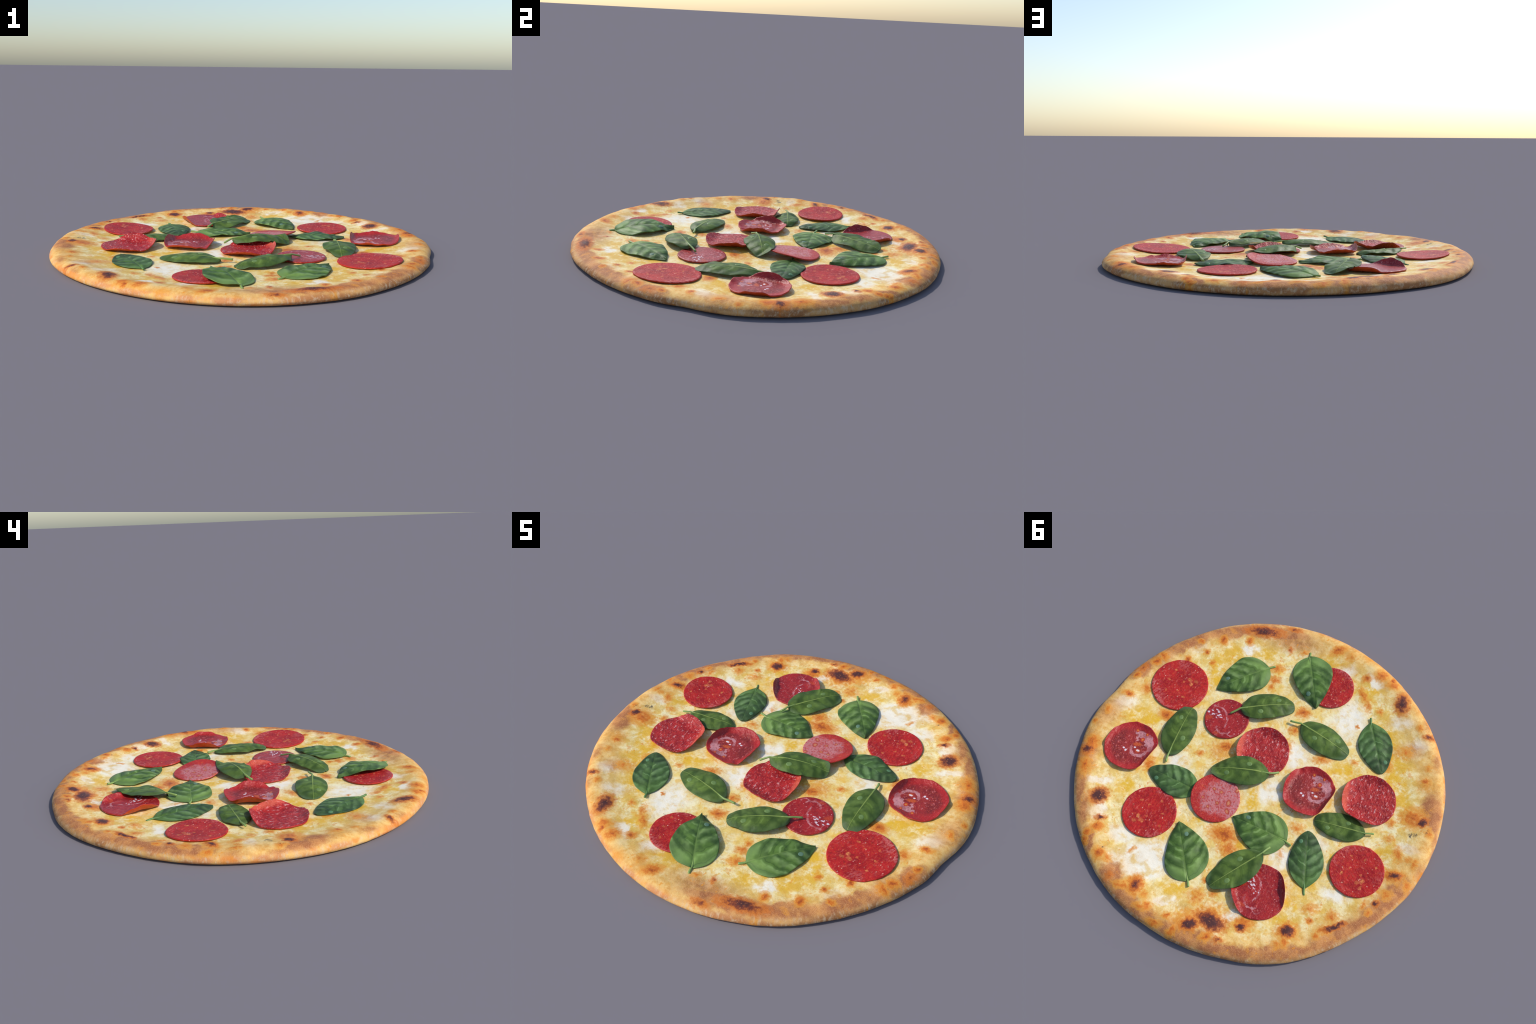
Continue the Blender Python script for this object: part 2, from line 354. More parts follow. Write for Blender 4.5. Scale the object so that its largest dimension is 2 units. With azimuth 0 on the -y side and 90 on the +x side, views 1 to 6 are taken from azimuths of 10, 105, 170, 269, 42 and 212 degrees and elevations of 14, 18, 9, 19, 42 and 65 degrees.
    ash = N.math("MULTIPLY", N.step(ash, 0.15, 0.5), N.step(small, 0.42, 0.6))
    col = N.mix(N.math("MULTIPLY", ash, 0.85), col, lin(70, 66, 64))
    pep = N.step(N.voronoi(flat, 38.0), 0.10, 0.05)
    pep = N.math("MULTIPLY", pep, N.step(N.noise(flat, 11.0, 1.0), 0.52, 0.6))
    col = N.mix(N.math("MULTIPLY", pep, 0.45), col, lin(140, 110, 40))
    # fine grain
    col = N.mix(0.2, col, N.mix(N.step(grit, 0.3, 0.7), (0.32, 0.31, 0.28, 1), (0.72, 0.71, 0.70, 1)), "OVERLAY")

    crusty = N.math("MAXIMUM", gold, wall)
    rough = N.math("ADD", 0.42, N.math("MULTIPLY", crusty, 0.26))
    hgt = N.math("ADD", N.math("MULTIPLY", small, 0.6), N.math("ADD", N.math("MULTIPLY", grit, 0.22), N.math("MULTIPLY", mid, 0.7)))
    return N.finish(col, rough, hgt, 0.4, 0.007, spec=0.25)


def pepperoni_base(N, dark, mid_c, bright, fleck, fleck_amt, stretch, seed):
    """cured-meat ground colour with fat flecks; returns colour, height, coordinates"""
    P = N.coord("Object")
    v = N.vmath("ADD", P, (seed * 1.7, seed * 0.9, 0))
    a = N.noise(v, 16.0, 4.0, 0.6)
    b = N.noise(v, 120.0, 3.0, 0.65)
    st = N.mapping(v, rot=(0, 0, math.radians(28)), scale=(1.0, stretch, 1.0))
    f = N.noise(st, 105.0, 3.0, 0.6)
    col = N.mix(N.step(a, 0.36, 0.64), lin(*mid_c), lin(*dark))
    col = N.mix(N.math("MULTIPLY", N.step(b, 0.5, 0.66), 0.65), col, lin(*bright))
    col = N.mix(N.math("MULTIPLY", N.step(N.noise(v, 60.0, 2.0), 0.56, 0.7), 0.55), col, lin(130, 26, 34))
    fl = N.math("MULTIPLY", N.step(f, 0.56, 0.68), fleck_amt)
    col = N.mix(fl, col, lin(*fleck))
    h = N.math("ADD", N.math("MULTIPLY", b, 0.5), N.math("ADD", f, N.math("MULTIPLY", N.noise(v, 42.0, 3.0, 0.6), 1.6)))
    return P, v, col, h, fl


def slice_sides(N, col):
    """cut edge and underside: orange-red, darker below"""
    nx, ny, nz = N.xyz(N.coord("Normal"))
    edge = N.step(nz, 0.5, 0.1)
    col = N.mix(N.math("MULTIPLY", edge, 0.8), col, lin(176, 56, 30))
    under = N.step(nz, -0.1, -0.4)
    un = N.noise(N.coord("Object"), 40.0, 3.0)
    return N.mix(under, col, N.mix(un, lin(150, 30, 16), lin(196, 84, 30)))


def flat_pepperoni_material():
    N = Nodes("dry_pepperoni")
    P, v, col, h, fl = pepperoni_base(N, (160, 28, 34), (188, 38, 38), (206, 76, 42), (214, 104, 92), 0.5, 0.35, 1.0)
    rad = N.vmath("LENGTH", P)
    # orange fat chips clustered off centre, a few strays elsewhere
    rag = N.ragged(P, ((60.0, 0.02),))
    chips = N.spots(rag, ((0.016, 0.062, 0.016, 0.010, 20), (0.040, 0.048, 0.010, 0.016, 60), (0.048, 0.078, 0.014, 0.008, 0), (0.0, 0.030, 0.008, 0.006, 0), (-0.07, -0.02, 0.008, 0.006, 40),
                          (0.07, -0.04, 0.010, 0.006, 10), (-0.03, -0.08, 0.007, 0.009, 0), (0.02, -0.035, 0.008, 0.006, 30), (-0.09, 0.05, 0.008, 0.006, 0)), 1.3)
    ring = N.step(N.voronoi(P, 70.0), 0.5, 0.25)
    col = N.mix(N.math("MULTIPLY", N.step(chips, 0.1, 0.4), N.math("ADD", 0.35, N.math("MULTIPLY", ring, 0.6))), col, lin(222, 132, 78))
    spk = N.step(N.voronoi(N.mapping(v, scale=(1, 0.7, 1)), 60.0), 0.22, 0.10)
    spk = N.math("MULTIPLY", spk, N.step(N.noise(v, 25.0, 1.0), 0.47, 0.53))
    col = N.mix(N.math("MULTIPLY", spk, 0.75), col, lin(236, 176, 152))
    # edge sheen tinted in as a paler band near the rim
    rim = N.math("MULTIPLY", N.step(rad, 0.095, 0.145), N.step(N.noise(v, 8.0, 2.0), 0.42, 0.6))
    rim = N.math("MULTIPLY", rim, N.step(N.noise(N.mapping(v, scale=(1, 0.4, 1)), 120.0, 2.0), 0.42, 0.6))
    col = N.mix(N.math("MULTIPLY", rim, 0.5), col, lin(222, 128, 122))
    return N.finish(slice_sides(N, col), 0.5, h, 0.6, 0.004, spec=0.2)


def streaky_pepperoni_material():
    N = Nodes("streaky_pepperoni")
    P, v, col, h, fl = pepperoni_base(N, (148, 28, 36), (184, 42, 44), (210, 74, 50), (222, 150, 146), 0.9, 0.5, 5.0)
    x, y, z = N.xyz(P)
    pale = N.math("MULTIPLY", N.step(N.math("ADD", N.math("MULTIPLY", x, 0.93), N.math("MULTIPLY", y, 0.40)), 0.10, 0.125), 0.6)
    col = N.mix(pale, col, lin(220, 100, 74))
    rough = N.math("SUBTRACT", 0.42, N.math("MULTIPLY", fl, 0.12))
    return N.finish(slice_sides(N, col), rough, h, 0.9, 0.005, spec=0.25)


def paint_glare(N, P, col, glare_mask, bubbles):
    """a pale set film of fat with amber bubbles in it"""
    fine = N.noise(P, 170.0, 2.0)
    glare = N.math("MULTIPLY", glare_mask, N.step(fine, 0.70, 0.56, 0.45, 1.0))
    col = N.mix(N.math("MULTIPLY", glare, N.step(N.noise(P, 38.0, 3.0), 0.36, 0.56, 0.35, 0.8)), col, lin(214, 152, 154))
    if bubbles:
        b = N.spots(N.ragged(P, ((80.0, 0.006),)), bubbles, 1.0)
        col = N.mix(N.step(b, 0.05, 0.25), col, lin(184, 52, 40))
        col = N.mix(N.step(b, 0.3, 0.7), col, lin(206, 104, 38))
        col = N.mix(N.step(b, 0.72, 0.9), col, lin(226, 150, 84))
    return col, glare


def arc_mask(N, P, centre, radius, width, toward, spread):
    """part of a ring: distance to a circle, kept on the side it faces"""
    d = N.vmath("SUBTRACT", P, (centre[0], centre[1], 0))
    dx, dy, dz = N.xyz(d)
    flat = N.comb(dx, dy, 0.0)
    l = N.vmath("LENGTH", flat)
    off = N.math("ABSOLUTE", N.math("SUBTRACT", l, radius))
    face = N.vmath("DOT_PRODUCT", N.vmath("NORMALIZE", flat), (math.cos(math.radians(toward)), math.sin(math.radians(toward)), 0))
    return N.math("MULTIPLY", N.step(off, width, width * 0.6), N.step(face, spread - 0.12, spread + 0.05))


def cup_pepperoni_material():
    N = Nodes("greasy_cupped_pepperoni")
    P, v, col, h, fl = pepperoni_base(N, (128, 36, 36), (158, 42, 42), (182, 74, 46), (222, 124, 120), 0.6, 0.6, 9.0)
    x, y, z = N.xyz(P)
    rad = N.vmath("LENGTH", N.comb(x, y, 0.0))
    rim = N.step(N.math("ADD", rad, N.math("MULTIPLY", N.math("SUBTRACT", N.noise(v, 20.0, 2.0), 0.5), 0.03)), 0.095, 0.125)
    col = N.mix(N.math("MULTIPLY", rim, 0.65), col, lin(184, 36, 36))
    rag = N.ragged(P, ((22.0, 0.018), (70.0, 0.012)))
    ringm = arc_mask(N, rag, (-0.045, -0.007), 0.043, 0.0095, 98, 0.05)
    band = N.step(N.spots(rag, ((-0.022, -0.086, 0.038, 0.024, -20), (-0.050, -0.080, 0.034, 0.026, 20), (-0.078, -0.060, 0.028, 0.024, 50), (-0.094, -0.034, 0.026, 0.016, 70),
                                 (0.000, -0.060, 0.010, 0.012, 0), (0.022, -0.090, 0.012, 0.016, 20), (-0.010, -0.046, 0.010, 0.006, 60)), 1.15), 0.12, 0.24)
    hole = N.spots(rag, ((-0.040, -0.038, 0.020, 0.016, 10), (-0.072, -0.024, 0.016, 0.020, 0)), 1.2)
    band = N.math("MULTIPLY", band, N.step(hole, 0.3, 0.15))
    glare = N.math("MAXIMUM", ringm, band)
    amber = N.spots(rag, ((-0.024, -0.026, 0.030, 0.014, 30), (-0.050, 0.006, 0.018, 0.016, 0)), 1.2)
    col = N.mix(N.math("MULTIPLY", N.step(amber, 0.2, 0.6), 0.7), col, lin(208, 92, 36))
    col, glare = paint_glare(N, P, col, glare, ((0.024, -0.097, 0.011, 0.014, 20), (-0.031, -0.064, 0.014, 0.016, 10), (-0.036, -0.102, 0.010, 0.011, 0)))
    wht = N.spots(P, ((-0.022, -0.004, 0.009, 0.006, 20), (-0.047, 0.004, 0.014, 0.008, 10), (0.028, 0.030, 0.009, 0.007, 0), (0.012, 0.036, 0.008, 0.010, 0)), 1.0)  # white glints dotted onto the slice colour
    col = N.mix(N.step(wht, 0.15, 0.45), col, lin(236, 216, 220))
    rough = N.math("SUBTRACT", 0.42, N.math("MULTIPLY", glare, 0.10))
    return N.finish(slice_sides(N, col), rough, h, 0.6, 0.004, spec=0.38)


def bubbly_pepperoni_material(turn):
    N = Nodes("glossy_bubbly_pepperoni")
    P, v, col, h, fl = pepperoni_base(N, (142, 26, 32), (170, 36, 38), (190, 62, 40), (226, 140, 132), 0.35, 0.5, 13.0)
    Q = N.mapping(P, rot=(0, 0, math.radians(turn)))
    rag = N.ragged(Q, ((22.0, 0.022), (70.0, 0.012)))
    # wet glints drawn in colour: bowed streak, patch of white beads, wavy rim streak
    arc1 = arc_mask(N, rag, (0.075, 0.050), 0.093, 0.0065, 235, 0.58)
    arc2 = arc_mask(N, rag, (-0.016, 0.050), 0.046, 0.0055, 96, 0.35)
    arc3 = arc_mask(N, rag, (-0.066, 0.060), 0.026, 0.0045, 110, 0.3)
    glare = N.math("MULTIPLY", N.math("MAXIMUM", N.math("MAXIMUM", arc1, arc2), arc3), N.step(N.noise(P, 30.0, 2.0), 0.40, 0.58, 0.25, 0.85))
    col, glare = paint_glare(N, P, col, glare, ())
    patch = N.spots(Q, ((0.096, 0.010, 0.032, 0.020, -20), (0.062, 0.002, 0.044, 0.022, -30), (0.028, 0.006, 0.030, 0.022, -30), (0.006, 0.012, 0.014, 0.020, 0)), 1.2)
    beads = N.step(N.voronoi(N.mapping(rag, rot=(0, 0, 0.5), scale=(0.75, 1.25, 1)), 64.0), 0.46, 0.30)
    col = N.mix(N.math("MULTIPLY", N.step(patch, 0.16, 0.4), N.math("MULTIPLY", beads, 0.92)), col, lin(232, 208, 214))
    amber = N.spots(rag, ((0.09, 0.045, 0.04, 0.02, 30), (0.0, 0.108, 0.03, 0.012, 10)), 1.2)
    col = N.mix(N.math("MULTIPLY", N.step(amber, 0.2, 0.8), 0.6), col, lin(196, 74, 36))
    spk = N.math("MULTIPLY", N.step(N.voronoi(v, 60.0), 0.20, 0.10), N.step(N.noise(v, 30.0, 1.0), 0.5, 0.56))
    col = N.mix(N.math("MULTIPLY", spk, 0.8), col, lin(232, 160, 158))
    return N.finish(slice_sides(N, col), 0.36, h, 0.5, 0.004, spec=0.4)


def glare_pepperoni_material():
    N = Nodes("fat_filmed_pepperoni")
    P, v, col, h, fl = pepperoni_base(N, (176, 40, 40), (190, 50, 46), (210, 90, 52), (214, 130, 120), 0.3, 0.7, 17.0)
    rag = N.ragged(P, ((30.0, 0.03),))
    big = N.spots(rag, ((-0.012, 0.005, 0.118, 0.100, 30), (-0.055, -0.03, 0.15, 0.13, 0)), 1.0)
    glare = N.step(N.math("ADD", big, N.math("MULTIPLY", N.math("SUBTRACT", N.noise(P, 26.0, 3.0), 0.5), 0.5)), 0.10, 0.36)
    pits = N.math("MULTIPLY", N.step(N.noise(P, 95.0, 2.0), 0.50, 0.58), 0.7)
    glare = N.math("MULTIPLY", glare, N.math("SUBTRACT", 1.0, pits))
    glare = N.math("MULTIPLY", glare, N.step(N.noise(P, 22.0, 4.0, 0.65), 0.30, 0.55, 0.45, 1.0))
    col = N.mix(N.math("MULTIPLY", glare, 0.8), col, lin(204, 136, 136))
    bub = N.spots(N.ragged(P, ((80.0, 0.006),)), ((0.032, -0.041, 0.011, 0.008, 0), (-0.009, -0.045, 0.010, 0.009, 0), (-0.074, -0.013, 0.012, 0.018, 20), (-0.092, 0.030, 0.017, 0.010, -30),
                                                   (-0.022, 0.017, 0.010, 0.009, 0), (-0.078, -0.095, 0.010, 0.013, 0), (0.06, 0.03, 0.008, 0.007, 0), (0.01, 0.06, 0.008, 0.008, 0)), 1.4)
    col = N.mix(N.step(bub, 0.08, 0.3), col, lin(184, 76, 60))
    col = N.mix(N.step(bub, 0.4, 0.8), col, lin(206, 128, 90))
    return N.finish(slice_sides(N, col), 0.42, h, 0.6, 0.004, spec=0.28)


def leaf_material(kind):
    """basil blade on object coordinates: x runs 0..1 from stalk to tip, y across"""
    N = Nodes("basil_" + kind)
    P = N.coord("Object")
    x, y, z = N.xyz(P)
    k, bend, freq = VEINS[kind]
    wob = N.math("MULTIPLY", N.math("SUBTRACT", N.noise(P, 3.6, 3.0), 0.5), 0.26)
    ay = N.math("ABSOLUTE", y)
    sgn = N.math("MULTIPLY", N.math("SIGN", y), 0.035)
    u = N.math("SUBTRACT", x, N.math("ADD", N.math("MULTIPLY", ay, k), N.math("MULTIPLY", N.math("MULTIPLY", ay, ay), bend)))
    u = N.math("ADD", N.math("ADD", u, wob), sgn)
    f = N.math("FRACT", N.math("MULTIPLY", N.math("ADD", u, 2.0), freq))
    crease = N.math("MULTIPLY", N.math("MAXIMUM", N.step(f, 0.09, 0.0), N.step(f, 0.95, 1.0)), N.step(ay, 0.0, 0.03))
    # panel shading put into the colour: darkened inner fold, lightened crest
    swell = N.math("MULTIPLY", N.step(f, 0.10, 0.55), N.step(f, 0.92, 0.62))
    patchy = N.step(N.noise(P, 5.0, 3.0), 0.38, 0.66)
    patchy2 = N.step(N.noise(N.mapping(P, rot=(0, 0, 0.4), scale=(1, 1.3, 1)), 4.2, 2.0, 0.5), 0.38, 0.68)
    if kind == "underside":
        dark, base, light, rim_c, rib = (64, 86, 36), (96, 120, 50), (118, 142, 72), (90, 112, 80), (146, 164, 84)
    elif kind == "bright":
        dark, base, light, rim_c, rib = (60, 86, 42), (92, 124, 54), (144, 172, 104), (102, 128, 76), (124, 150, 80)
    else:
        dark, base, light, rim_c, rib = (54, 74, 44), (76, 106, 54), (120, 150, 96), (90, 118, 76), (102, 130, 66)
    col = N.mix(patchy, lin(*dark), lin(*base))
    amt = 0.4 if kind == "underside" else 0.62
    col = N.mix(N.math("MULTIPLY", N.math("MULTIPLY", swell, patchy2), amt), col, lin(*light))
    # highlights painted as thin pale streaks along the crests, broken up by noise
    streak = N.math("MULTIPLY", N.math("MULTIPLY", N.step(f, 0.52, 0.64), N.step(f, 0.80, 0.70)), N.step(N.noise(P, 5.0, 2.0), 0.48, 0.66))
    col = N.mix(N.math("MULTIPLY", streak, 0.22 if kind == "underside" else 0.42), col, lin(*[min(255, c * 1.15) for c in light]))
    if kind != "underside":
        # brighter, yellower near the stalk; darker and bluer towards the tip
        col = N.mix(N.step(x, 0.40, 0.02, 0.0, 0.62), col, lin(134, 168, 82) if kind == "bright" else lin(98, 132, 58))
        col = N.mix(N.step(x, 0.5, 1.0, 0.0, 0.4), col, lin(*dark))
    else:
        col = N.mix(N.step(ay, 0.14, 0.27, 0.0, 0.45), col, lin(70, 94, 54))
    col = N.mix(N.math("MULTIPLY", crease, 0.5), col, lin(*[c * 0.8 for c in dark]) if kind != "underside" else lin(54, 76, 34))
    # pale, thin-looking margin and tip
    rim = N.step(N.math("ADD", N.math("MULTIPLY", N.math("ABSOLUTE", N.math("SUBTRACT", x, 0.5)), 0.9), N.math("MULTIPLY", ay, 0.75)), 0.40, 0.50)
    col = N.mix(N.math("MULTIPLY", rim, 0.55), col, lin(*rim_c))
    ribw = N.step(x, 1.0, 0.0, 0.003, 0.015)
    ribm = N.step(N.math("DIVIDE", ay, ribw), 1.0, 0.5)
    col = N.mix(N.math("MULTIPLY", ribm, 0.85 if kind == "underside" else 0.45), col, lin(*rib))
    rnd = N.n("ObjectInfo").outputs["Random"]
    hs = N.n("HueSaturation")
    N.put(hs.inputs["Color"], col)
    N.put(hs.inputs["Value"], N.math("ADD", 0.93, N.math("MULTIPLY", rnd, 0.14)))
    h = N.math("ADD", N.math("MULTIPLY", swell, 0.5), N.math("MULTIPLY", N.noise(P, 40.0, 3.0), 0.25))
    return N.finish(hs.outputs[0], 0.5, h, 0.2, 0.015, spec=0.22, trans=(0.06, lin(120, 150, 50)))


def plain_material(name, rgb, rough=0.4, spec=0.5):
    N = Nodes(name)
    P = N.coord("Object")
    n = N.noise(P, 8.0, 2.0)
    col = N.mix(n, lin(*[c * 0.88 for c in rgb]), lin(*[min(255, c * 1.08) for c in rgb]))
    return N.finish(col, rough, spec=spec)


CREAM_A, CREAM_B = (252, 236, 184), (246, 214, 128)
VEINS = {"bright": (0.50, 1.3, 4.6), "dark": (0.45, 1.6, 5.6), "underside": (0.30, 1.4, 4.4)}

# --------------------------------------------------------------------------
# objects
# --------------------------------------------------------------------------
coll = bpy.context.scene.collection


def make_object(name, verts, faces, mat, parent=None, loc=(0, 0, 0), rot=0.0, scale=1.0, smooth=True):
    me = bpy.data.meshes.new(name)
    me.from_pydata(verts, [], faces)
    me.update()
    if smooth:
        me.polygons.foreach_set("use_smooth", [True] * len(faces))
    if mat:
        me.materials.append(mat)
    ob = bpy.data.objects.new(name, me)
    ob.location = loc
    ob.rotation_euler = (0, 0, rot)
    ob.scale = (scale, scale, scale)
    coll.objects.link(ob)
    if parent:
        ob.parent = parent
    return ob


pizza = bpy.data.objects.new("pizza", None)
coll.objects.link(pizza)
pizza["label"] = "round baked cheese pizza with pepperoni slices and basil leaves"
pizza["category"] = "pizza"

# ---- the base: outline radius and rim height round the circle, every 10 degrees ----
RADIUS = [0.996, 1.009, 1.008, 1.004, 1.000, 0.999, 0.995, 0.994, 0.989, 0.985, 0.988, 0.989, 0.999, 1.002, 0.997, 0.994, 0.998, 1.004,
          1.003, 1.001, 1.002, 1.002, 0.996, 0.991, 0.987, 0.986, 0.987, 0.990, 0.994, 0.996, 0.997, 0.998, 0.993, 0.991, 0.992, 0.995]
RIM_TOP = [0.055, 0.053, 0.052, 0.054, 0.055, 0.052, 0.049, 0.050, 0.054, 0.057, 0.057, 0.055, 0.053, 0.051, 0.051, 0.052, 0.053, 0.055,
           0.058, 0.059, 0.056, 0.052, 0.050, 0.050, 0.050, 0.050, 0.050, 0.048, 0.046, 0.045, 0.047, 0.049, 0.049, 0.048, 0.049, 0.052]
RIM_W, RIM_MID, RIM_UNDER = 0.062, 0.018, 0.026
DISH = [(0.0, 0.0205), (0.55, 0.0215), (0.66, 0.0245), (0.74, 0.0285), (0.80, 0.033), (0.85, 0.0385), (0.89, 0.0445), (0.915, 0.048), (0.94, 0.050)]
# dents pressed into the outline: (degrees, depth, half-width degrees)
DENTS = [(-2.5, 0.009, 4.2)]


def outline(th):
    r = ring_value(RADIUS, th)
    d = math.degrees(th) % 360
    for c, depth, w in DENTS:
        e = (d - c + 180) % 360 - 180
        r -= depth * math.exp(-(e / w) ** 2)
    return r


def blister(x, y):
    h = 0.0
    for s in CHAR:
        dx, dy = x - s[0], y - s[1]
        if abs(dx) < 0.2 and abs(dy) < 0.2:
            a = math.radians(s[4])
            u = (dx * math.cos(a) + dy * math.sin(a)) / s[2]
            v = (-dx * math.sin(a) + dy * math.cos(a)) / s[3]
            h += 0.0045 * math.exp(-(u * u + v * v) * 0.8)
    for s in TOAST_A + TOAST_B:
        dx, dy = x - s[0], y - s[1]
        if abs(dx) < 0.12 and abs(dy) < 0.12:
            h += 0.0018 * math.exp(-(dx * dx + dy * dy) / (s[2] * s[3]))
    return h


def surface(x, y, detail=True):
    """height of the top of the pizza"""
    r = math.hypot(x, y)
    th = math.atan2(y, x)
    R = outline(th)
    q = r / R
    z = table(DISH, q)
    z += (ring_value(RIM_TOP, th) - 0.051) * sstep(0.7, 0.93, q)
    if detail:
        z += (0.0022 + 0.0030 * sstep(0.8, 0.95, q)) * fbm(x * 5, y * 5) * sstep(0.3, 0.8, q) + 0.0016 * fbm(x * 14, y * 14, 5) + 0.0007 * fbm(x * 45, y * 45, 9, 2)
        z += blister(x, y)
    return z


def build_base(mat):
    nth = 480
    inner = [i / 84 * 0.9 for i in range(1, 85)] + [0.9 + i / 8 * (1 - RIM_W - 0.9) for i in range(1, 9)]
    edge_n, under = 18, (0.8, 0.5, 0.2)
    verts, rows = [(0, 0, surface(0, 0))], []
    for q in inner:
        row = []
        for i in range(nth):
            th = i / nth * TAU
            R = outline(th)
            r = q / (1 - RIM_W) * (R - RIM_W)
            x, y = r * math.cos(th), r * math.sin(th)
            row.append(len(verts))
            verts.append((x, y, surface(x, y)))
        rows.append(row)
    for j in range(1, edge_n + 1):
        t = math.pi / 2 - math.pi * j / edge_n
        c, s = math.cos(t), math.sin(t)
        row = []
        for i in range(nth):
            th = i / nth * TAU
            R = outline(th)
            lump = 0.0018 * fbm(math.cos(th) * 9, math.sin(th) * 9, j * 0.12) + 0.0009 * fbm(math.cos(th) * 30, math.sin(th) * 30, j * 0.3)
            if s >= 0:
                r0 = R - RIM_W
                zt = surface(r0 * math.cos(th), r0 * math.sin(th))
                r, z = R - RIM_W * (1 - c), RIM_MID + (zt - RIM_MID) * s
            else:
                r, z = R - RIM_UNDER * (1 - c), RIM_MID * (1 + s)
            r += lump * c
            row.append(len(verts))
            verts.append((r * math.cos(th), r * math.sin(th), max(0.0, z + lump * 0.4 * max(0, s) * c)))
        rows.append(row)
    for q in under:
        row = []
        for i in range(nth):
            th = i / nth * TAU
            row.append(len(verts))
            verts.append((q * math.cos(th), q * math.sin(th), 0.0015))
        rows.append(row)
    last = len(verts)
    verts.append((0, 0, 0.0015))
    faces, is_cheese = [], []
    cut = 78
    for i in range(nth):
        faces.append((0, rows[0][i], rows[0][(i + 1) % nth]))
        is_cheese.append(True)
    for j, (a, b) in enumerate(zip(rows, rows[1:])):
        for i in range(nth):
            k = (i + 1) % nth
            faces.append((a[i], b[i], b[k], a[k]))
            is_cheese.append(j + 1 < cut)
    for i in range(nth):
        faces.append((rows[-1][i], last, rows[-1][(i + 1) % nth]))
        is_cheese.append(False)
    whole = make_object("whole", verts, faces, mat)
    normals = [v.normal.copy() for v in whole.data.vertices]
    for name, want in (("crust", False), ("cheese_topping", True)):
        used, vv, ff, nn = {}, [], [], []
        for f, c in zip(faces, is_cheese):
            if c == want:
                g = []
                for i in f:
                    if i not in used:
                        used[i] = len(vv)
                        vv.append(verts[i])
                        nn.append(normals[i])
                    g.append(used[i])
                ff.append(g)
        ob = make_object(name, vv, ff, mat, pizza)
        ob.data.normals_split_custom_set_from_vertices(nn)
    bpy.data.objects.remove(whole)


# ---- pepperoni -----------------------------------------------------------
# a slice: centre, radius, floor height of its top, slope (x, y), and folded edges as
# (direction degrees, rise, how far from the centre the fold starts, 0..1)
CUP = [(176, 0.046, 0.60), (5, 0.036, 0.60), (92, 0.028, 0.50), (268, 0.023, 0.52)]
FOLDED = [(95, 0.044, 0.48), (12, 0.034, 0.52), (272, 0.025, 0.55)]
SLICES = [
    dict(kind="flat", c=(0.687, -0.241), r=0.161, z=0.0315, slope=(0.040, 0.0), folds=[(0, 0.004, 0.3)], turn=2.9),
    dict(kind="flat", c=(0.385, 0.482), r=0.144, z=0.0310, slope=(-0.040, 0.0), folds=[(250, 0.004, 0.3), (60, 0.004, 0.4)], turn=0.1),
    dict(kind="flat", c=(-0.059, -0.677), r=0.130, z=0.0315, slope=(0.0, -0.02), folds=[], turn=0.0),
    dict(kind="flat", c=(-0.708, 0.198), r=0.141, z=0.0325, slope=(0.045, 0.0), folds=[], turn=1.2),
    dict(kind="cup", c=(0.695, 0.220), r=0.148, z=0.0315, slope=(0.0, 0.0), folds=CUP, turn=0.0),
    dict(kind="cup", c=(-0.275, -0.055), r=0.145, z=0.0330, slope=(0.0, 0.0), folds=CUP, turn=-0.03),
    dict(kind="streaky", c=(-0.573, -0.174), r=0.148, z=0.0310, slope=(0.02, 0.0), folds=FOLDED, turn=0.0),
    dict(kind="streaky", c=(0.060, -0.127), r=0.148, z=0.0320, slope=(0.02, 0.0), folds=FOLDED, turn=-0.03),
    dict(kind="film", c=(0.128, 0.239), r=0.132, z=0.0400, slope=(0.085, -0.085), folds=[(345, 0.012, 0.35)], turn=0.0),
    dict(kind="bubbly", c=(0.342, -0.199), r=0.125, z=0.0285, slope=(0.0, 0.0), folds=[], turn=0.0),
    dict(kind="bubbly_curled", c=(-0.339, 0.548), r=0.146, z=0.0310, slope=(0.0, 0.0), folds=[(214, 0.042, 0.60), (50, 0.034, 0.60), (330, 0.008, 0.6)], turn=0.0),
]
THICK = 0.0072


def slice_rise(s, x, y):
    """rise of the slice above its floor, and the pull towards the centre of folded edges"""
    z = s["slope"][0] * x + s["slope"][1] * y
    mx = my = 0.0
    for deg, rise, start in s["folds"]:
        a = math.radians(deg)
        ca, sa = math.cos(a), math.sin(a)
        d = ((x * ca + y * sa) / s["r"] - start) / (1 - start)
        if d > 0:
            h = rise * d * d * (1.5 - 0.5 * d)
            z += h
            span = (1 - start) * s["r"] * d
            pull = span - math.sqrt(max(0.0, span * span - h * h)) if span > h else span * 0.6
            mx -= ca * pull * 0.85
            my -= sa * pull * 0.85
    return z, mx, my


def slice_top(s, wx, wy):
    """height of a slice's top at a world position, falling away steadily outside it"""
    x, y = wx - s["c"][0], wy - s["c"][1]
    px, py = x, y
    for _ in range(6):
        z, mx, my = slice_rise(s, px, py)
        px, py = 0.5 * (px + x - mx), 0.5 * (py + y - my)
    r = math.hypot(px, py)
    over = max(0.0, r - s["r"])
    if over > 0.12:
        return None
    if over > 0:
        z = slice_rise(s, px * s["r"] / r, py * s["r"] / r)[0]
    return s["z"] + z - 0.55 * over


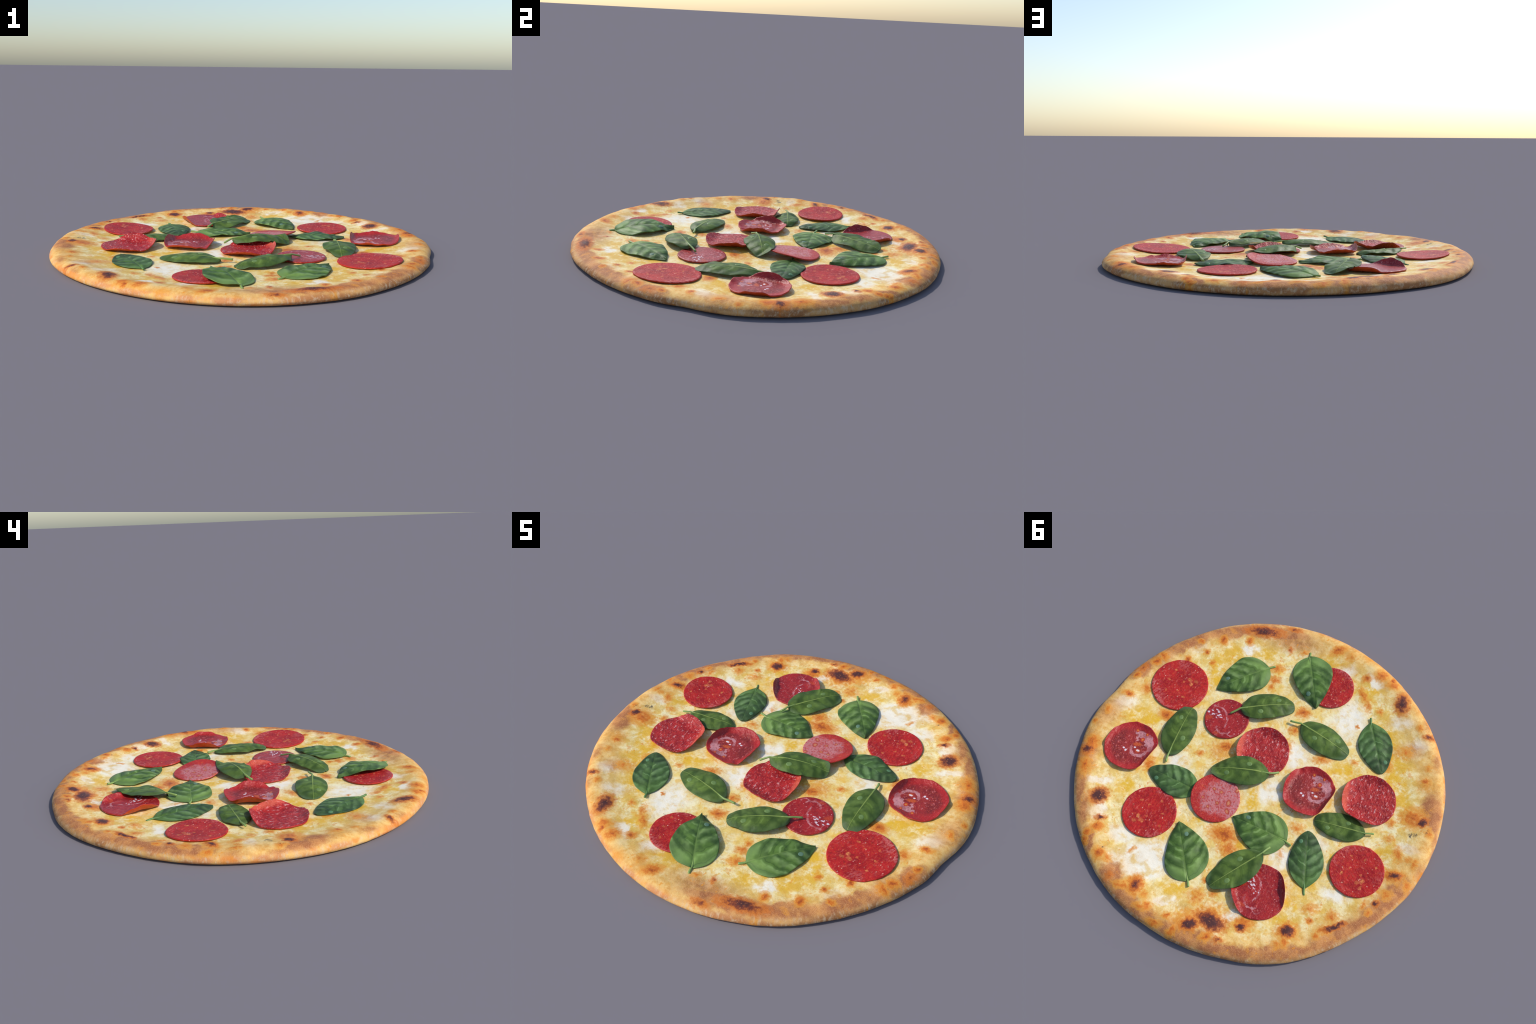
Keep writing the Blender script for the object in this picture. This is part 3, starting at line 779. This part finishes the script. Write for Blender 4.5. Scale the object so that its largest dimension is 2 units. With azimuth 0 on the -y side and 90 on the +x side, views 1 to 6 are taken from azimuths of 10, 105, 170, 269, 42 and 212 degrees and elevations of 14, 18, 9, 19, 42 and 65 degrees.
def build_slice(s, mat, k):
    nr, na = 26, 120
    cx, cy = s["c"]
    top, bot = [], []
    verts, faces = [], []
    profile = [(i / nr * 0.975, 0.0) for i in range(1, nr + 1)] + [(0.992, -0.0011), (1.0, -0.003)]
    lower = [(1.0, -THICK + 0.002), (0.99, -THICK), (0.85, -THICK), (0.6, -THICK), (0.3, -THICK)]
    rows = []
    for q, dz in profile + lower:
        row = []
        for i in range(na):
            a = i / na * TAU
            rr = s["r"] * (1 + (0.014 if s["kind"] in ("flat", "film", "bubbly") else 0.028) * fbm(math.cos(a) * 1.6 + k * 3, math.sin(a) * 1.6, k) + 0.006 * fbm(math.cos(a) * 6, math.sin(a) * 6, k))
            x, y = q * rr * math.cos(a), q * rr * math.sin(a)
            rise, mx, my = slice_rise(s, x, y)
            z = s["z"] + rise + dz
            z += 0.0018 * fbm(x * 12 + k, y * 12, k) * q
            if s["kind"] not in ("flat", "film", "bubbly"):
                z += 0.0055 * q ** 4 * fbm(math.cos(a) * 3.4 + k, math.sin(a) * 3.4, k)
                z += 0.0017 * fbm(x * 34, y * 34 + k, k, 2) * sstep(0.1, 0.7, q)
            if dz > -0.003:
                z += 0.0005 * fbm(x * 110, y * 110, k + 2, 2)
            # never sink into the pizza
            lift = surface(cx + x, cy + y, False) + 0.0035 + THICK + (dz if dz > -THICK else -THICK)
            z = z + 0.5 * (math.sqrt((z - lift) ** 2 + 1.6e-5) - (z - lift)) if z < lift + 0.02 else z
            row.append(len(verts))
            verts.append((x + mx, y + my, z))
        rows.append(row)
    cz = sum(verts[i][2] for i in rows[0]) / na
    verts.append((0, 0, cz))
    ci = len(verts) - 1
    verts.append((0, 0, cz - THICK))
    bi = len(verts) - 1
    for i in range(na):
        j = (i + 1) % na
        faces.append((ci, rows[0][i], rows[0][j]))
        faces.append((bi, rows[-1][j], rows[-1][i]))
        for a, b in zip(rows, rows[1:]):
            faces.append((a[i], b[i], b[j], a[j]))
    # bake the turn into the mesh frame so that flecks differ from slice to slice
    t = s["turn"]
    ct, st = math.cos(t), math.sin(t)
    verts = [(x * ct + y * st, -x * st + y * ct, z) for x, y, z in verts]
    return make_object("pepperoni_slice", verts, faces, mat, pizza, (cx, cy, 0), t)


# ---- basil -----------------------------------------------------------------
HALF_WIDTH = {
    "bright": [(0, .02), (.03, .13), (.07, .22), (.12, .285), (.2, .35), (.28, .382), (.36, .388), (.46, .372), (.56, .335), (.66, .285), (.76, .225), (.85, .155), (.91, .10), (.96, .055), (1, .012)],
    "dark": [(0, .018), (.04, .075), (.1, .145), (.17, .21), (.26, .262), (.35, .292), (.44, .30), (.54, .29), (.64, .262), (.74, .22), (.83, .176), (.9, .135), (.96, .085), (.985, .055), (1, .025)],
    "underside": [(0, .016), (.03, .075), (.07, .125), (.13, .172), (.22, .222), (.32, .252), (.43, .264), (.54, .262), (.65, .243), (.76, .212), (.85, .180), (.92, .145), (.97, .108), (.99, .075), (1, .045)],
}
# leaf: kind, blade base, tip, stalk end, rise of the middle, sideways tilt, droop of the margins,
# width factor, lopsidedness, slices it lies on
LEAVES = [
    dict(kind="bright", b=(0.318, -0.598, 0.036), t=(0.495, -0.332, 0.035), s=(0.295, -0.625, 0.030), arch=0.012, tilt=0.00, droop=0.010, w=0.92, lop=-0.03, on=()),
    dict(kind="bright", b=(0.145, -0.780, 0.040), t=(-0.049, -0.516, 0.038), s=(0.157, -0.809, 0.033), arch=0.022, tilt=0.010, droop=0.008, w=0.90, lop=0.02, on=(2,)),
    dict(kind="underside", b=(0.303, -0.283, 0.057), t=(0.062, -0.470, 0.040), s=(0.340, -0.235, 0.042), arch=0.016, tilt=0.0, droop=0.018, w=1.0, lop=0.02, on=(9,)),
    dict(kind="underside", b=(0.492, 0.156, 0.036), t=(0.542, -0.156, 0.042), s=(0.480, 0.197, 0.032), arch=0.016, tilt=0.0, droop=0.012, w=1.05, lop=0.02, on=(0,)),
    dict(kind="dark", b=(0.225, 0.252, 0.030), t=(0.530, 0.275, 0.037), s=(0.200, 0.250, 0.029), arch=0.005, tilt=0.0, droop=0.004, w=0.95, lop=0.0, on=()),
    dict(kind="underside", b=(-0.047, -0.025, 0.062), t=(0.243, 0.100, 0.038), s=(-0.084, -0.062, 0.048), arch=0.028, tilt=0.0, droop=0.020, w=1.0, lop=0.0, on=(7, 8)),
    dict(kind="underside", b=(-0.033, -0.383, 0.043), t=(-0.349, -0.358, 0.032), s=(0.027, -0.369, 0.040), arch=0.014, tilt=0.0, droop=0.012, w=1.0, lop=-0.03, on=()),
    dict(kind="dark", b=(-0.361, -0.595, 0.037), t=(-0.557, -0.350, 0.032), s=(-0.347, -0.619, 0.038), arch=0.006, tilt=0.0, droop=0.008, w=1.0, lop=0.0, on=()),
    dict(kind="bright", b=(0.007, 0.681, 0.035), t=(0.222, 0.447, 0.037), s=(-0.014, 0.705, 0.036), arch=0.014, tilt=0.0, droop=0.010, w=0.93, lop=-0.05, on=()),
    dict(kind="bright", b=(-0.308, 0.247, 0.031), t=(-0.005, 0.276, 0.032), s=(-0.340, 0.252, 0.031), arch=0.008, tilt=0.0, droop=0.007, w=1.0, lop=0.03, on=()),
    dict(kind="underside", b=(-0.250, 0.369, 0.053), t=(-0.108, 0.655, 0.044), s=(-0.266, 0.322, 0.046), arch=0.006, tilt=0.012, droop=0.006, w=1.03, lop=0.0, on=(10,)),
    dict(kind="dark", b=(-0.524, 0.414, 0.029), t=(-0.387, 0.138, 0.034), s=(-0.541, 0.444, 0.026), arch=0.008, tilt=0.0, droop=0.007, w=1.0, lop=0.0, on=()),
    dict(kind="underside", b=(-0.650, 0.000, 0.042), t=(-0.383, 0.070, 0.040), s=(-0.688, -0.021, 0.043), arch=0.006, tilt=0.0, droop=0.012, w=1.0, lop=-0.02, on=()),
]


def build_leaf(L, mats, k):
    kind = L["kind"]
    bx, by, bz = L["b"]
    tx, ty, tz = L["t"]
    length = math.hypot(tx - bx, ty - by)
    ang = math.atan2(ty - by, tx - bx)
    ca, sa = math.cos(ang), math.sin(ang)
    kk, bend, freq = VEINS[kind]
    nu, nv = 72, 36
    thick = 0.0028 / length
    puff_amp = {"bright": 0.010, "dark": 0.008, "underside": 0.004}[kind]

    def height(t, s, x, y):
        z = bz + (tz - bz) * t + L["arch"] * 4 * t * (1 - t)
        z += L["tilt"] * s - L["droop"] * s * s
        z += 0.009 * fbm(x * 3 + k * 5, y * 3, k, 2) * (0.3 + abs(s))
        # puffed panels between the side veins, groove at the midrib
        u = (x - abs(y) * kk - y * y * bend + 2 + (0.035 if y > 0 else -0.035)) * freq
        f = u - math.floor(u)
        panel = math.sin(math.pi * f) ** 0.7 if 0 < f < 1 else 0.0
        z += length * puff_amp * panel * (1 - s * s) * min(1, abs(s) * 4) * sstep(0, 0.15, t) * sstep(1.0, 0.85, t)
        rib = math.exp(-(y / 0.018) ** 2)
        z += length * rib * (0.010 if kind == "underside" else -0.014) * (1 - t)
        if kind == "bright" and t > 0.8:
            q = (t - 0.8) / 0.2
            z += 0.012 * q * q * math.sin(s * 3 + k) - 0.006 * q
        if kind == "underside" and t > 0.8:
            z -= 0.010 * ((t - 0.8) / 0.2) ** 2
        # rest on what lies below
        wx, wy = bx + (x * ca - y * sa) * length, by + (x * sa + y * ca) * length
        low = surface(wx, wy, False) + 0.006
        for i in L["on"]:
            sl = SLICES[i]
            h = slice_top(sl, wx, wy)
            if h is not None:
                low = max(low, h + 0.0065)
        d = z - low
        return low + 0.5 * (d + math.sqrt(d * d + 1.2e-5))

    grid = []
    for i in range(nu + 1):
        t = i / nu
        hw = soft_table(HALF_WIDTH[kind], t) * L["w"]
        row = []
        for j in range(nv + 1):
            s = -1 + 2 * j / nv
            y = hw * s * (1 + 0.035 * fbm(t * 3.2 + k, s * 1.5, k, 1)) + L["lop"] * hw * (1 - s * s) * 0 + L["lop"] * math.sin(math.pi * t) * 0.9 * abs(s)
            x = t + 0.008 * fbm(t * 4, s * 3 + k, 3, 1) * abs(s)
            if kind == "bright":
                x -= 0.035 * abs(s) * (1 - t) ** 3
                y += 0.03 * math.sin(k * 2.1) * max(0, t - 0.75) * 4 * max(0, t - 0.75)
            if kind == "underside" and t > 0.7:
                y += (0.10 if k % 2 else -0.10) * (t - 0.7)
            row.append((x, y, height(t, s, x, y) / length))
        grid.append(row)
    verts = [p for r in grid for p in r]
    m = len(verts)
    verts += [(x, y, z - thick) for x, y, z in verts]
    idx = lambda i, j: i * (nv + 1) + j
    faces = []
    for i in range(nu):
        for j in range(nv):
            a, b, c, d = idx(i, j), idx(i + 1, j), idx(i + 1, j + 1), idx(i, j + 1)
            faces.append((a, b, c, d))
            faces.append((d + m, c + m, b + m, a + m))
    for i in range(nu):
        a, b = idx(i, 0), idx(i + 1, 0)
        faces.append((a, a + m, b + m, b))
        a, b = idx(i, nv), idx(i + 1, nv)
        faces.append((b, b + m, a + m, a))
    for j in range(nv):
        a, b = idx(0, j), idx(0, j + 1)
        faces.append((b, b + m, a + m, a))
        a, b = idx(nu, j), idx(nu, j + 1)
        faces.append((a, a + m, b + m, b))
    leaf = make_object("basil_leaf", verts, faces, mats[kind], pizza, (bx, by, 0), ang, length)

    # stalk: a tapering round tube from a little way up the blade to the free end
    sx, sy, sz = L["s"]
    if kind == "bright":  # the blade lobes reach back round the stalk, so it has to be longer
        sx, sy = bx + 1.3 * (sx - bx), by + 1.3 * (sy - by)
    lx = ((sx - bx) * ca + (sy - by) * sa) / length
    ly = (-(sx - bx) * sa + (sy - by) * ca) / length
    path = []
    j0 = nv // 2
    for i in (10, 7, 4, 2):
        x, y, z = grid[i][j0]
        path.append((Vector((x, y, z - 0.002)), 0.006 + 0.0009 * (10 - i)))
    base = Vector(grid[0][j0])
    end = Vector((lx, ly, sz / length))
    for i in range(7):
        q = i / 6
        p = base.lerp(end, q)
        p.y += 0.005 * math.sin(math.pi * q) * (1 if k % 2 else -1)
        path.append((p, 0.0165 + 0.003 * q))
    sv, sf = [], []
    for n, (p, rad) in enumerate(path):
        d = (path[min(n + 1, len(path) - 1)][0] - path[max(n - 1, 0)][0]).normalized()
        side = d.cross(Vector((0, 0, 1))).normalized()
        up = side.cross(d)
        for a in range(10):
            q = a / 10 * TAU
            sv.append(tuple(p + side * math.cos(q) * rad + up * math.sin(q) * rad * 0.85))
    for n in range(len(path) - 1):
        for a in range(10):
            b = (a + 1) % 10
            sf.append((n * 10 + a, n * 10 + b, (n + 1) * 10 + b, (n + 1) * 10 + a))
    sf.append(tuple(reversed(range(10))))
    e0 = (len(path) - 1) * 10
    sf.append(tuple(range(e0, e0 + 10)))
    stalk_obj = make_object("leaf_stalk", sv, sf, mats["stalk_pale" if kind != "dark" else "stalk_dark"], None)
    stalk_obj.parent = leaf

    # water drops lying on the blade
    places = {"bright": [(0.74, -0.10, 0.042)], "dark": [(0.80, 0.11, 0.040)], "underside": [(0.72, 0.09, 0.046), (0.36, -0.11, 0.048)]}[kind]
    for dx, dy, dr in places:
        t = dx
        hw = soft_table(HALF_WIDTH[kind], t) * L["w"]
        dv, df = [], []
        rings = 5
        for r in range(1, rings + 1):
            q = r / rings
            for a in range(20):
                ph = a / 20 * TAU
                x, y = dx + dr * q * math.cos(ph) * 1.05, dy + dr * q * math.sin(ph) * 0.9
                z = height(x, max(-1, min(1, y / hw)), x, y) / length
                dv.append((x, y, z + 0.0012 + 0.006 * math.sqrt(max(0.0, 1 - q * q)) - (0.003 if r == rings else 0)))
        dv.append((dx, dy, height(dx, dy / hw, dx, dy) / length + 0.0072))
        for r in range(rings - 1):
            for a in range(20):
                b = (a + 1) % 20
                df.append((r * 20 + a, (r + 1) * 20 + a, (r + 1) * 20 + b, r * 20 + b))
        for a in range(20):
            df.append((len(dv) - 1, a, (a + 1) % 20))
        drop = make_object("water_drop", dv, df, mats["drop_" + kind], None)
        drop.parent = leaf
    return leaf


# --------------------------------------------------------------------------
# build
# --------------------------------------------------------------------------
build_base(pizza_material())

slice_mats = {
    "flat": flat_pepperoni_material(),
    "cup": cup_pepperoni_material(),
    "streaky": streaky_pepperoni_material(),
    "film": glare_pepperoni_material(),
    "bubbly": bubbly_pepperoni_material(0),
    "bubbly_curled": bubbly_pepperoni_material(22),
}
for k, s in enumerate(SLICES):
    build_slice(s, slice_mats[s["kind"]], k)

leaf_mats = {kind: leaf_material(kind) for kind in VEINS}
leaf_mats["stalk_pale"] = plain_material("leaf_stalk_pale", (134, 160, 84), 0.45)
leaf_mats["stalk_dark"] = plain_material("leaf_stalk_green", (92, 130, 66), 0.45)
leaf_mats["drop_bright"] = plain_material("water_drop_bluish", (98, 128, 104), 0.45, 0.15)
leaf_mats["drop_dark"] = plain_material("water_drop_green", (92, 130, 92), 0.45, 0.15)
leaf_mats["drop_underside"] = plain_material("water_drop_pale", (112, 138, 80), 0.45, 0.15)
for k, L in enumerate(LEAVES):
    build_leaf(L, leaf_mats, k)
